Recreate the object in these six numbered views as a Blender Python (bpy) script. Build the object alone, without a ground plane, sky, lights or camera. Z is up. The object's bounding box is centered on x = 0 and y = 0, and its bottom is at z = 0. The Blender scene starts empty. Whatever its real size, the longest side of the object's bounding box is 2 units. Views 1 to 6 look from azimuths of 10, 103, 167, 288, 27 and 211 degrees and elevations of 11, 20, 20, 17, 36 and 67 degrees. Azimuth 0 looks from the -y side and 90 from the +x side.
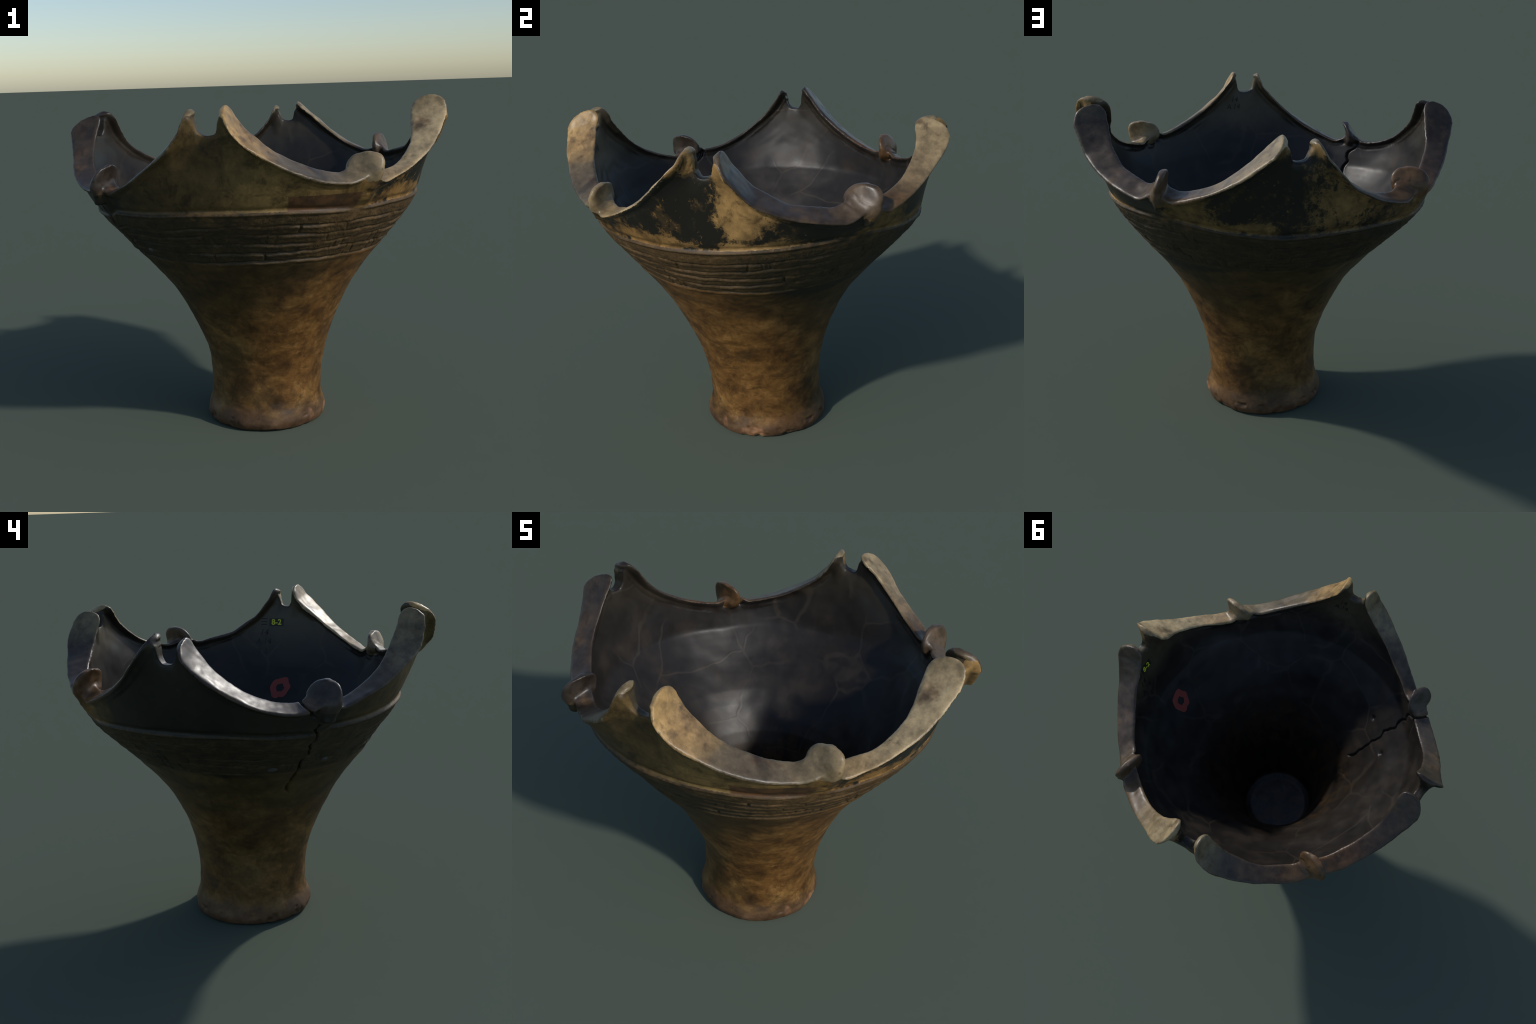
import bpy, bmesh, math, random
import numpy as np
from mathutils import Vector
from mathutils.bvhtree import BVHTree
from mathutils import noise as mnoise

random.seed(7)
rng = np.random.default_rng(7)
VOXEL = 0.0062

# --------------------------------------------------------------------------
# helpers: azimuth 0 = -y, 90 = +x (degrees)
# --------------------------------------------------------------------------
def cyl(az, r, z):
    a = math.radians(az)
    return np.array([r * math.sin(a), -r * math.cos(a), z])

def smooth(a, b, x):
    t = np.clip((x - a) / (b - a), 0.0, 1.0)
    return t * t * (3 - 2 * t)

def catmull(x, xp, fp):
    """smooth (monotone-ish) interpolation through control points"""
    xp = np.asarray(xp, float); fp = np.asarray(fp, float)
    m = np.gradient(fp, xp)
    x = np.clip(x, xp[0], xp[-1])
    i = np.clip(np.searchsorted(xp, x) - 1, 0, len(xp) - 2)
    h = xp[i + 1] - xp[i]; t = (x - xp[i]) / h
    return ((2*t**3 - 3*t**2 + 1) * fp[i] + (t**3 - 2*t**2 + t) * h * m[i]
            + (-2*t**3 + 3*t**2) * fp[i + 1] + (t**3 - t**2) * h * m[i + 1])

# --------------------------------------------------------------------------
# profile of the vessel: outer and inner radius against height
# --------------------------------------------------------------------------
OUT_Z = [0.0, 0.03, 0.07, 0.12, 0.18, 0.28, 0.40, 0.52, 0.64, 0.76, 0.88, 1.00, 1.10, 1.20, 1.225]
OUT_R = [.318, .328, .320, .302, .300, .303, .322, .358, .411, .478, .570, .674, .757, .830, .838]
IN_Z = [0.155, 0.28, 0.40, 0.52, 0.64, 0.76, 0.88, 1.00, 1.10, 1.20, 1.225]
IN_R = [.228, .248, .274, .307, .353, .415, .503, .608, .695, .770, .787]
AX_Z = [0, 0.4, 0.8, 1.2, 1.36, 1.8]
AX_X = [.021, .040, .029, .002, 0, 0]
AX_Y = [.005, -.001, -.006, .004, 0, 0]
def plan_dev(az, z):
    """the plan of the shoulder is not a true circle"""
    d = np.interp(az % 360, [0, 15, 45, 65, 90, 120, 150, 190, 230, 265, 290, 320, 345, 360],
                  [-.010, -.015, -.020, -.012, -.003, .001, .003, -.001, -.004, -.004, .000, .002, -.004, -.010])
    e = np.interp(az % 360, [0, 20, 45, 100, 130, 160, 200, 255, 300, 330, 360], [.010, .004, 0, 0, 0, 0, -.006, .006, .013, .015, .010])
    h = np.interp(az % 360, [0, 100, 130, 165, 200, 360], [0, 0, .005, .008, 0, 0])
    g = np.interp(az % 360, [0, 30, 100, 150, 190, 240, 280, 310, 335, 360], [-.010, -.002, .006, .010, .002, 0, -.005, -.012, -.014, -.010])
    return (h * np.interp(z, [.28, .42, .65, .8], [0, 1, 1, 0]) + d * np.interp(z, [.7, 1.0, 1.22, 1.36], [0, 1, 1, 0]) + e * np.interp(z, [.35, .6, .95, 1.06], [0, 1, 1, 0])
            + g * np.interp(z, [.92, 1.08, 1.24, 1.36], [0, 1, 1, 0]))
RIDGE = 1.222

def ridge_z(az):
    """height of the carination, slightly wavy around the pot"""
    return np.interp(az % 360, [0, 20, 44, 60, 90, 125, 140, 155, 173, 190, 206, 225, 250, 280, 295, 310, 316, 333, 350, 360],
                     [1.224, 1.227, 1.213, 1.225, 1.226, 1.243, 1.243, 1.216, 1.195, 1.205, 1.207, 1.188, 1.20, 1.20, 1.183, 1.175, 1.203, 1.207, 1.222, 1.224])

# --------------------------------------------------------------------------
# rim ribbons: stations (azimuth, R outer, z outer, R inner, z inner)
# --------------------------------------------------------------------------
FIN = {'SE': (47.0, .848, 1.475), 'NE': (136.0, .875, 1.480), 'NW': (223.0, .825, 1.445), 'SW': (313.5, .852, 1.430)}
PEAK = {'S': (357.9, 1.582), 'E': (90.3, 1.587), 'N': (176.2, 1.563), 'W': (266.5, 1.540)}
# ribbons that climb from a horn down to the valley and curl up into a lug
LOW = {
 'SE': dict(tip=(2.2, .903, 1.695), st=[(4.6, .990, 1.59, .812, 1.655), (8, .980, 1.53, .815, 1.598), (13.5, .958, 1.471, .818, 1.522),
            (20, .937, 1.414, .812, 1.465), (29, .91, 1.363, .805, 1.41), (37, .90, 1.345, .80, 1.385)]),
 'NE': dict(tip=(94.6, .932, 1.685), st=[(96.8, 1.005, 1.59, .842, 1.637), (102, .982, 1.482, .843, 1.543), (105.7, .973, 1.443, .849, 1.501),
            (113, .957, 1.393, .845, 1.433), (121, .947, 1.359, .842, 1.408), (128, .94, 1.338, .84, 1.395)]),
 'NW': dict(tip=(180.9, .878, 1.655), st=[(183.3, .972, 1.588, .818, 1.575), (187, .980, 1.515, .822, 1.512), (191, .962, 1.448, .823, 1.462),
            (197, .942, 1.392, .823, 1.405), (203, .926, 1.35, .820, 1.368), (213, .906, 1.308, .805, 1.343)]),
 'SW': dict(tip=(271.2, .905, 1.64), st=[(273.0, 1.0, 1.56, .833, 1.612), (276, .98, 1.50, .838, 1.555), (280, .960, 1.443, .843, 1.492),
            (289, .942, 1.355, .837, 1.393), (298, .914, 1.308, .813, 1.342), (305, .900, 1.299, .803, 1.335)]),
}
# ribbons that start under the lug and rise to the next horn
HIGH = {
 'SE': dict(tip=(86.9, .90, 1.708), st=[(45, .90, 1.325, .80, 1.35), (52, .905, 1.338, .808, 1.362), (62, .93, 1.39, .835, 1.397), (71, .955, 1.458, .845, 1.465),
            (76.3, .974, 1.525, .838, 1.522), (81.5, .993, 1.605, .822, 1.58), (84.6, .99, 1.65, .815, 1.63)]),
 'NE': dict(tip=(172.3, .905, 1.667), st=[(134, .94, 1.335, .845, 1.37), (142, .951, 1.36, .853, 1.393), (151.9, .964, 1.413, .864, 1.438), (161, .978, 1.49, .866, 1.53),
            (166, 1.000, 1.555, .855, 1.595), (169.3, 1.004, 1.60, .838, 1.635)]),
 'NW': dict(tip=(262.8, .893, 1.66), st=[(221, .870, 1.280, .80, 1.335), (227, .884, 1.290, .80, 1.346), (232.8, .897, 1.314, .80, 1.357), (239.3, .904, 1.348, .804, 1.385),
            (246, .917, 1.392, .815, 1.431), (251, .934, 1.441, .822, 1.478), (255.3, .955, 1.502, .82, 1.538), (258.9, .976, 1.562, .82, 1.606)]),
 'SW': dict(tip=(352.9, .905, 1.690), st=[(311, .88, 1.275, .797, 1.305), (318.5, .885, 1.30, .80, 1.318), (325, .895, 1.330, .806, 1.345), (333, .918, 1.378, .815, 1.395), (341, .945, 1.450, .826, 1.478),
            (347, .97, 1.512, .828, 1.562), (350.6, .972, 1.585, .832, 1.62)]),
}

def spline_pts(P, n):
    """Catmull-Rom through 3D points, n samples per segment"""
    P = np.asarray(P); Q = np.vstack([2*P[0]-P[1], P, 2*P[-1]-P[-2]])
    out = []
    for i in range(len(P) - 1):
        p0, p1, p2, p3 = Q[i:i+4]
        for t in np.arange(n) / n:
            out.append(.5*((2*p1) + (-p0+p2)*t + (2*p0-5*p1+4*p2-p3)*t*t + (-p0+3*p1-3*p2+p3)*t**3))
    out.append(P[-1])
    return np.array(out)

def ribbon_edges(q):
    """spine and half-width vectors of the flat rim ribbon of one valley, horn tip to horn tip, with round caps"""
    f_ = FIN[q][0]; a_, b_ = LOW[q]['st'][-1], HIGH[q]['st'][1]
    st = list(LOW[q]['st'])
    for da, uo, ui in ((-7, .003, .014), (-4, .016, .036), (-1, .034, .020), (2, .016, .002)):
        if a_[0] + 1.5 < f_ + da < b_[0] - 1.5:
            w_ = (f_ + da - a_[0]) / (b_[0] - a_[0])
            m_ = [a_[k] + (b_[k] - a_[k]) * w_ for k in range(5)]
            st.append((f_ + da, m_[1], m_[2] + uo, m_[3], m_[4] + ui))
    st += HIGH[q]['st'][1:]
    O = spline_pts([cyl(a, ro, zo) for a, ro, zo, ri, zi in st], 8)
    I = spline_pts([cyl(a, ri, zi) for a, ro, zo, ri, zi in st], 8)
    C = (O + I) / 2; W = (O - I) / 2
    def cap(Ck, Wk, tip, n=14):
        cs, ws = [], []
        for k in range(1, n + 1):
            ph = k / n * math.pi / 2
            cs.append(Ck + (tip - Ck) * math.sin(ph) ** .9)
            ws.append(Wk * max(math.cos(ph), .04) ** .8)
        return cs, ws
    cs, ws = cap(C[0], W[0], cyl(*LOW[q]['tip']))
    C = np.vstack([cs[::-1], C]); W = np.vstack([ws[::-1], W])
    cs, ws = cap(C[-1], W[-1], cyl(*HIGH[q]['tip']))
    C = np.vstack([C, cs]); W = np.vstack([W, ws])
    return C, W

def skin(rows, name):
    n, M = len(rows), len(rows[0])
    verts = [tuple(v) for r in rows for v in r]
    faces = [(i*M+k, i*M+(k+1) % M, (i+1)*M+(k+1) % M, (i+1)*M+k) for i in range(n-1) for k in range(M)]
    faces.append(tuple(range(M-1, -1, -1))); faces.append(tuple((n-1)*M+k for k in range(M)))
    me = bpy.data.meshes.new(name); me.from_pydata(verts, [], faces)
    bm = bmesh.new(); bm.from_mesh(me); bmesh.ops.recalc_face_normals(bm, faces=bm.faces); bm.to_mesh(me); bm.free()
    return me

RIB_T, RIB_UP = .036, .012
def ribbon_mesh(q):
    C, W = ribbon_edges(q)
    n = len(C); rows = []
    wl = np.linalg.norm(W, axis=1)
    for i in range(n):
        T = C[min(n-1, i+3)] - C[max(0, i-3)]
        nrm = np.cross(W[i] / wl[i], T); nrm /= np.linalg.norm(nrm)
        th = RIB_T * (.9 + .1 * min(1.0, wl[i] / .045))
        row = []
        for k in range(32):
            a = 2 * math.pi * k / 32
            c, s_ = math.cos(a), math.sin(a)
            x = math.copysign(abs(c) ** .5, c); y = math.copysign(abs(s_) ** .5, s_)
            # edges are thinner than the middle
            dish = -.004 * (1 - x * x) * min(1, wl[i] / .06) if s_ > 0 else 0.0
            under = 1.0 if s_ > 0 else 1 - .45 * abs(x) ** 3
            row.append(C[i] + W[i] * x * 1.03 + nrm * (RIB_UP + th * .5 * (y * under - 1 * (1 if s_ > 0 else under) - (0 if s_ > 0 else 0)) + dish))
        rows.append(row)
    return skin(rows, 'ribbon')

# lugs: tapered blades set aslant across the ribbon at each valley: (az, R) inner foot, (az, R) outer foot, shoulder z, top (az, R, z)
LUG = {'SE': ((42.4, .783), (48.6, .926), 1.405, (47.4, .848, 1.478)), 'NE': ((131.6, .815), (137.2, .972), 1.400, (136.2, .893, 1.488)),
       'NW': ((218.0, .772), (224.4, .922), 1.365, (222.8, .826, 1.447)), 'SW': ((308.8, .785), (314.8, .934), 1.350, (314.2, .835, 1.433))}
def lug_mesh(q):
    (ai, ri), (ao, ro), zs, top = LUG[q]
    P, Q, T = cyl(ai, ri, 0), cyl(ao, ro, 0), cyl(*top)
    A = (Q - P) / 2; mid = (P + Q) / 2; L = np.linalg.norm(A); u = A / L
    B = np.array([-u[1], u[0], 0])
    z0 = zs - .100
    rows = []
    for h in np.linspace(0, 1, 22):
        z = z0 + (T[2] - z0) * h
        k = max(0.0, (z - zs) / (T[2] - zs))
        c = mid + (np.array([T[0], T[1], 0]) - mid) * k ** 1.2
        ln = L * (math.sqrt(max(0, 1 - k ** 2.2)) if k < 1 else 0) + .012 * min(1, k + .3)
        d = smooth(zs - .100, zs - .015, z)
        ln *= .34 + .66 * d
        c = c + u * L * .22 * (1 - d)
        bt = (.036 - .018 * smooth(.35, .95, h)) * (.75 + .25 * smooth(0, .4, h))
        row = []
        for j in range(36):
            a = 2 * math.pi * j / 36
            cc, ss = math.cos(a), math.sin(a)
            row.append(np.array([c[0], c[1], z]) + u * ln * math.copysign(abs(cc) ** .8, cc) + B * bt * math.copysign(abs(ss) ** .8, ss))
        rows.append(row)
    return skin(rows, 'lug')

QS = ('SE', 'NE', 'NW', 'SW')
RIBBONS = {q: ribbon_mesh(q) for q in QS}
LUGS = {q: lug_mesh(q) for q in QS}

# --------------------------------------------------------------------------
# wall top line (height and mid radius against azimuth) from the ribbons' spines
# --------------------------------------------------------------------------
tab = []      # azimuth, inner radius, outer radius, height of the wall's top
WT = RIB_T - RIB_UP - .006
for q in QS:
    for a, ro, zo, ri, zi in LOW[q]['st'] + HIGH[q]['st'][1:]:
        tab.append((a, ri + .004 + .028 * smooth(1.46, 1.58, zi), min(ro - .012, .96), (zo + zi) / 2 - WT + .006))
    for tip in (LOW[q]['tip'], HIGH[q]['tip']):
        tab.append((tip[0], tip[1] - .045, tip[1] + .035, tip[2] - .022))
for p, lo, hi in (('S', 'SW', 'SE'), ('E', 'SE', 'NE'), ('N', 'NE', 'NW'), ('W', 'NW', 'SW')):
    c, zf = PEAK[p]
    for tip, sg in ((HIGH[lo]['tip'], 1), (LOW[hi]['tip'], -1)):
        r = tip[1]
        tab.append((tip[0] + sg * 1.15, r - .040, r + .030, tip[2] - .040))
        tab.append((tip[0] + sg * 1.8, r - .034, r + .024, zf + .020))
    r = (HIGH[lo]['tip'][1] + LOW[hi]['tip'][1]) / 2 - .002
    for o, dz in ((-2.0, .004), (-1.0, 0), (0, -.002), (1.0, 0), (2.0, .004)): tab.append((c + o, r - .030, r + .024, zf + dz))
tab = np.array(sorted((a % 360, ri, ro, z) for a, ri, ro, z in tab))
tab = np.vstack([tab - [360, 0, 0, 0], tab, tab + [360, 0, 0, 0]])
def top_z(az): return np.interp(az % 360, tab[:, 0], tab[:, 3])
_ga = np.arange(-180, 540, .5)
def _soft(col, sig):
    v = np.interp(_ga, tab[:, 0], tab[:, col]); k = np.exp(-(np.arange(-40, 41) * .5 / sig) ** 2 / 2); k /= k.sum()
    return np.convolve(np.pad(v, 40, mode='edge'), k, 'valid')
_si, _so, _sz = _soft(1, 5.0), _soft(2, 5.0), _soft(3, 4.0)
def top_rad(az, t, col, soft):
    sharp = np.interp(az % 360, tab[:, 0], tab[:, col]); s_ = np.interp(az % 360, _ga, soft)
    w = smooth(.80, 1.0, t); return s_ + (sharp - s_) * w
def collar_t(az, z):
    zr = ridge_z(az)
    return np.clip((z - zr) / (np.maximum(np.interp(az % 360, _ga, _sz), zr + .06) - zr), 0, 1.15)
def collar_in(az, z):
    t = collar_t(az, z); return .787 + (top_rad(az, t, 1, _si) + .006 - .787) * (1 - (1 - np.minimum(t, 1)) ** 1.5)
def collar_out(az, z):
    t = collar_t(az, z); return .836 + (top_rad(az, t, 2, _so) - .836) * t ** np.interp(az % 360, [0, 40, 70, 250, 275, 300, 318, 342, 360], [1.3, 1.1, .92, .92, .75, .80, 1.1, 1.35, 1.3])
def wall_mid(az, z): return (collar_in(az, z) + collar_out(az, z)) / 2

# --------------------------------------------------------------------------
# body as a closed polar grid
# --------------------------------------------------------------------------
NA = 1080
az = np.arange(NA) * 360.0 / NA
def axis_at(z): return np.interp(z, AX_Z, AX_X), np.interp(z, AX_Z, AX_Y)

def ring(rad, z):
    ax, ay = axis_at(z)
    a = np.radians(az)
    rad = rad + plan_dev(az, z)
    return np.stack([ax + rad * np.sin(a), ay - rad * np.cos(a), z * np.ones(NA)], 1)

rings = []
zt = top_z(az); zr = ridge_z(az)
foot_wave = np.array([mnoise.noise(Vector((2.2*math.sin(math.radians(a)), 2.2*math.cos(math.radians(a)), 3.1))) for a in az])
rings.append(ring(np.full(NA, .285), np.full(NA, .002)))
for z0 in (0.0, .008, .02, .035, .05, .07, .09, .11, .14, .17, .20, .24, .28, .34, .40, .46, .52, .58, .64, .70, .76, .82, .88, .94):
    r = catmull(np.full(NA, z0), OUT_Z, OUT_R)
    k = 1 - smooth(.03, .16, z0)
    zz = z0 + k * .004 * (foot_wave + .4) * (z0 < .03)
    rings.append(ring(r + k * .010 * foot_wave, zz * np.ones(NA)))
for t in np.linspace(.15, 1, 9):          # shoulder band up to the ridge
    z = .94 + (zr - .94) * t
    r = catmull(np.minimum(RIDGE, .94 + (RIDGE - .94) * t) * np.ones(NA), OUT_Z, OUT_R)
    rings.append(ring(r, z))
for t in (.05, .12, .22, .35, .5, .65, .8, .92, 1.0):   # collar above the ridge
    z = zr + (zt - zr) * t
    r = collar_out(az, z) - .006 * np.exp(-((z - zr - .02) / .014) ** 2) * (t > 0)
    # buttress under every lug, stepping down sharply on its far side
    for q, (fa, fr, fz) in FIN.items():
        d = (az - fa + 180) % 360 - 180
        b = np.where(d < .8, np.exp(-((d - .8) / 6.5) ** 2), np.exp(-((d - .8) / 1.3) ** 2))
        r = r + .020 * b * smooth(0, .5, t) * smooth(1.15, .8, t)
    rings.append(ring(r, z))
for t in (1.0, .92, .8, .65, .5, .35, .2, .08):          # inside of the collar
    z = zr + (zt - zr) * t
    rings.append(ring(collar_in(az, z), z))
for t in np.linspace(1, .0, 9):
    z = .94 + (zr - .94) * t
    r = catmull((.94 + (RIDGE - .94) * t) * np.ones(NA), IN_Z, IN_R)
    rings.append(ring(r, z))
for z0 in (.88, .82, .76, .70, .64, .58, .52, .46, .40, .34, .28, .24, .17):
    rings.append(ring(catmull(np.full(NA, z0), IN_Z, IN_R), np.full(NA, z0)))
rings.append(ring(np.full(NA, .19), np.full(NA, .153)))
V = np.vstack(rings); NR = len(rings)
faces = [(j*NA+i, j*NA+(i+1) % NA, (j+1)*NA+(i+1) % NA, (j+1)*NA+i) for j in range(NR-1) for i in range(NA)]
faces.append(tuple(range(NA-1, -1, -1)))
faces.append(tuple((NR-1)*NA+i for i in range(NA)))
body = bpy.data.meshes.new('raw_body')
body.from_pydata(V.tolist(), [], faces)

# join everything, fuse with a voxel remesh
bm = bmesh.new(); bm.from_mesh(body)
bmesh.ops.recalc_face_normals(bm, faces=bm.faces)
for me in list(RIBBONS.values()) + list(LUGS.values()): bm.from_mesh(me)
rawm = bpy.data.meshes.new('raw'); bm.to_mesh(rawm); bm.free()
rawo = bpy.data.objects.new('raw', rawm); bpy.context.scene.collection.objects.link(rawo)
mod = rawo.modifiers.new('r', 'REMESH'); mod.mode = 'VOXEL'; mod.voxel_size = VOXEL; mod.adaptivity = 0
dg = bpy.context.evaluated_depsgraph_get()
fused = bpy.data.meshes.new_from_object(rawo.evaluated_get(dg))
bpy.data.objects.remove(rawo)
print('fused', len(fused.vertices), len(fused.polygons))

# --------------------------------------------------------------------------
# working arrays, smoothing
# --------------------------------------------------------------------------
bm = bmesh.new(); bm.from_mesh(fused)
# keep only the largest island (the voxel remesh may leave hidden bubbles)
bm.verts.ensure_lookup_table()
# refine the decorated band on the outside
def polar(co):
    return math.degrees(math.atan2(co.x, -co.y)) % 360, math.hypot(co.x, co.y)
def mid_body(z): return (np.interp(z, OUT_Z, OUT_R) + np.interp(z, IN_Z, IN_R)) / 2
band_edges = []
for e in bm.edges:
    a, b = e.verts[0].co, e.verts[1].co
    if .945 < a.z < 1.262 and .945 < b.z < 1.262:
        m = (a + b) / 2
        if math.hypot(m.x, m.y) > mid_body(min(m.z, 1.225)):
            band_edges.append(e)
bmesh.ops.subdivide_edges(bm, edges=band_edges, cuts=1, use_grid_fill=True)
bm.to_mesh(fused); bm.free()

def arrays(me):
    n = len(me.vertices); co = np.empty(n*3); me.vertices.foreach_get('co', co); co = co.reshape(-1, 3)
    e = np.empty(len(me.edges)*2, int); me.edges.foreach_get('vertices', e)
    return co, e.reshape(-1, 2)
co, ed = arrays(fused)
deg = np.bincount(ed.ravel(), minlength=len(co)).astype(float)[:, None]
def laplace(c, lam):
    s = np.zeros_like(c)
    for k in range(3):
        s[:, k] = np.bincount(ed[:, 0], c[ed[:, 1], k], len(c)) + np.bincount(ed[:, 1], c[ed[:, 0], k], len(c))
    return c + lam * (s / deg - c)
for it in range(7):
    co = laplace(co, .5); co = laplace(co, -.48)      # Taubin: no shrinkage
for it in range(3):
    co = laplace(co, .4)
def tree_of(meshes):
    b_ = bmesh.new()
    for me in meshes: b_.from_mesh(me)
    t_ = BVHTree.FromBMesh(b_); b_.free(); return t_
rtree, ltree = tree_of(RIBBONS.values()), tree_of(LUGS.values())
up_of = []        # direction of the ribbon's upper side, per face of the ribbon tree
for q in QS:
    C, W = ribbon_edges(q)
    for i in range(len(C) - 1):
        v = Vector(np.cross(W[i], C[min(len(C)-1, i+3)] - C[max(0, i-3)])).normalized()
        up_of += [v if 5 <= i <= len(C) - 7 else Vector((0, 0, 0))] * 32
    up_of += [Vector((0, 0, 1))] * 2
runder = np.zeros(len(co), bool); rdist = np.full(len(co), 1.0); ldist = np.full(len(co), 1.0)
for i in np.nonzero(co[:, 2] > 1.22)[0]:
    h = rtree.find_nearest(co[i], .06)
    if h[0] is not None:
        rdist[i] = h[3]; runder[i] = h[1].dot(up_of[h[2]]) < -.30
    h = ltree.find_nearest(co[i], .06)
    if h[0] is not None: ldist[i] = h[3]
# junctions between lug, ribbon and wall are pressed together: extra smoothing there
join = np.maximum(np.exp(-((rdist - .012) / .012) ** 2) * (rdist > .004) * (rdist < .04),
                  (ldist < .03) * np.exp(-(rdist / .03) ** 2) * .9)[:, None]
for it in range(10):
    c2 = laplace(co, .5); co = co + join * (c2 - co)
fused.vertices.foreach_set('co', co.ravel()); fused.update()

def normals(me):
    n = np.empty(len(me.vertices)*3); me.vertex_normals.foreach_get('vector', n); return n.reshape(-1, 3)
nor = normals(fused)
vaz = np.degrees(np.arctan2(co[:, 0], -co[:, 1])) % 360
vr = np.hypot(co[:, 0], co[:, 1])
ax, ay = axis_at(co[:, 2])
vra = np.hypot(co[:, 0] - ax, co[:, 1] - ay) - plan_dev(vaz, co[:, 2])
zp = np.where(co[:, 2] < .94, co[:, 2], .94 + (co[:, 2] - .94) * (RIDGE - .94) / (ridge_z(vaz) - .94))
midr = np.where(co[:, 2] < ridge_z(vaz), (np.interp(zp, OUT_Z, OUT_R) + np.interp(zp, IN_Z, IN_R)) / 2, wall_mid(vaz, co[:, 2]))
outer = (vra > midr) | (co[:, 2] < .12)

# --------------------------------------------------------------------------
# relief
# --------------------------------------------------------------------------
def fbm(P, f, oct=3):
    out = np.empty(len(P))
    for i, p in enumerate(P): out[i] = mnoise.fractal(Vector(p * f), .6, 2.0, oct)
    return out
disp = np.zeros(len(co))
exec_relief = True
COURSE = [1.155, 1.110, 1.066, 1.020, .972]
def angd(a, b): return (a - b + 180) % 360 - 180
if exec_relief:
    sel = np.nonzero(outer & (co[:, 2] > .93) & (co[:, 2] < 1.26) & (rdist > .03))[0]
    a, z = vaz[sel], co[sel, 2]
    # depth of the carving varies round the pot (crisp at the front right, worn at the back)
    crisp = np.interp(a, [0, 20, 60, 110, 150, 180, 230, 270, 300, 330, 360], [.70, 1, 1, .75, .38, .38, .5, .45, .35, .5, .70])
    crisp = crisp * np.clip(.95 + .9 * fbm(co[sel], 4.5, 2), .30, 1.25)
    g = np.zeros(len(sel))
    dzr = ridge_z(a) - 1.222
    wob = .004*np.sin(np.radians(a*3+20)) + .003*np.sin(np.radians(a*7+80)) + .0015*np.sin(np.radians(a*17))
    ticks = random.Random(11)
    zsh = z - wob - dzr * smooth(1.0, 1.2, z)
    for k, c in enumerate(COURSE):
        w = .0050
        d = zsh - c - .0035*np.sin(np.radians(a*(2+k) + 77*k)) - .0016*np.sin(np.radians(a*(23+5*k) + 31*k))
        cut = np.exp(-(d / w) ** 2)
        lip = np.exp(-((d + .012) / .007) ** 2)
        # lines break off here and there
        gap = np.ones(len(sel))
        if k < 4:
            for j in range(9):
                ga = ticks.uniform(0, 360); gap *= 1 - .9*np.exp(-(angd(a, ga)/3.0)**2)
        g += crisp * gap * (-.0076 * cut + .0026 * lip)
        # short upright strokes across the course below the line
        lo = COURSE[k+1] if k < 4 else None
        if lo is not None:
            for cl in range(12):
                ca = ticks.uniform(0, 360)
                for s in range(ticks.choice([1, 1, 2, 2, 3])):
                    ta_ = ca + s * ticks.uniform(3.0, 4.6); lean = ticks.uniform(-26, 18)
                    da = angd(a, ta_ + lean * (zsh - c) )
                    inside = smooth(lo - .002, lo + .006, zsh) * smooth(c + .002, c - .004, zsh)
                    g += -.0075 * crisp * np.exp(-(da / .45) ** 2) * inside
    # ridge roll, with a groove above
    dr = z - ridge_z(a)
    open_ = np.ones(len(sel))
    for q, (fa, fr, fz) in FIN.items(): open_ *= 1 - np.exp(-(angd(a, fa - 2) / 4.5) ** 2)
    g += open_ * (.0075 * np.exp(-((dr + .003) / .0075) ** 2) - .003 * np.exp(-((dr - .018) / .010) ** 2))
    g += -.003 * smooth(.93, .972, z) * smooth(1.19, 1.15, z) * 0
    # cord-marked hatching and rough clay
    hat = np.sin((a * .0131 * 57.3 * .9 + z * 1.0) * 60 + 2.5*np.sin(a*.35))
    fb = fbm(co[sel], 28, 3)
    inband = smooth(.965, .98, z) * smooth(1.22, 1.20, z)
    g += inband * (.0010 * hat * (.4 + fb) + .0014 * fb)
    disp[sel] += g - .001 * inband
# crack: jagged line, both faces
CRACK = [(304.6, 1.40), (305.2, 1.345), (306.2, 1.32), (308.2, 1.285), (310.6, 1.25), (310.2, 1.21), (311.2, 1.165), (309.9, 1.13), (310.9, 1.06), (309.3, 1.02), (309.6, .95), (308.6, .90), (308.2, .85), (310.4, .80)]
ca = np.array([c[0] for c in CRACK])[::-1]; cz = np.array([c[1] for c in CRACK])[::-1]
def crack_offset(a, z):
    jag = .20*np.sin(z*150) + .28*np.sin(z*71+1)
    return angd(a, np.interp(z, cz, ca) + jag) * np.pi/180
sel = np.nonzero((co[:, 2] > .80) & (co[:, 2] < 1.40) & (np.abs(angd(vaz, 310)) < 8))[0]
zz = co[sel, 2]
dist = np.abs(crack_offset(vaz[sel], zz)) * vr[sel]
wid = np.interp(zz, [.80, .84, .95, 1.1, 1.3], [.005, .009, .0055, .006, .008])
disp[sel] += -.022 * np.exp(-(dist / wid) ** 2 * 1.8) * smooth(.80, .83, zz) * smooth(.010, .028, ldist[sel])
# pits inside (mending holes)
for pa, pz, pr in ((321.3, 1.038, .014), (299.6, 1.021, .014)):
    p = cyl(pa, np.interp(pz, IN_Z, IN_R), pz)
    d = np.linalg.norm(co - p, axis=1)
    disp += np.where(~outer, -.014 * np.exp(-(d / pr) ** 2), 0)
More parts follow.
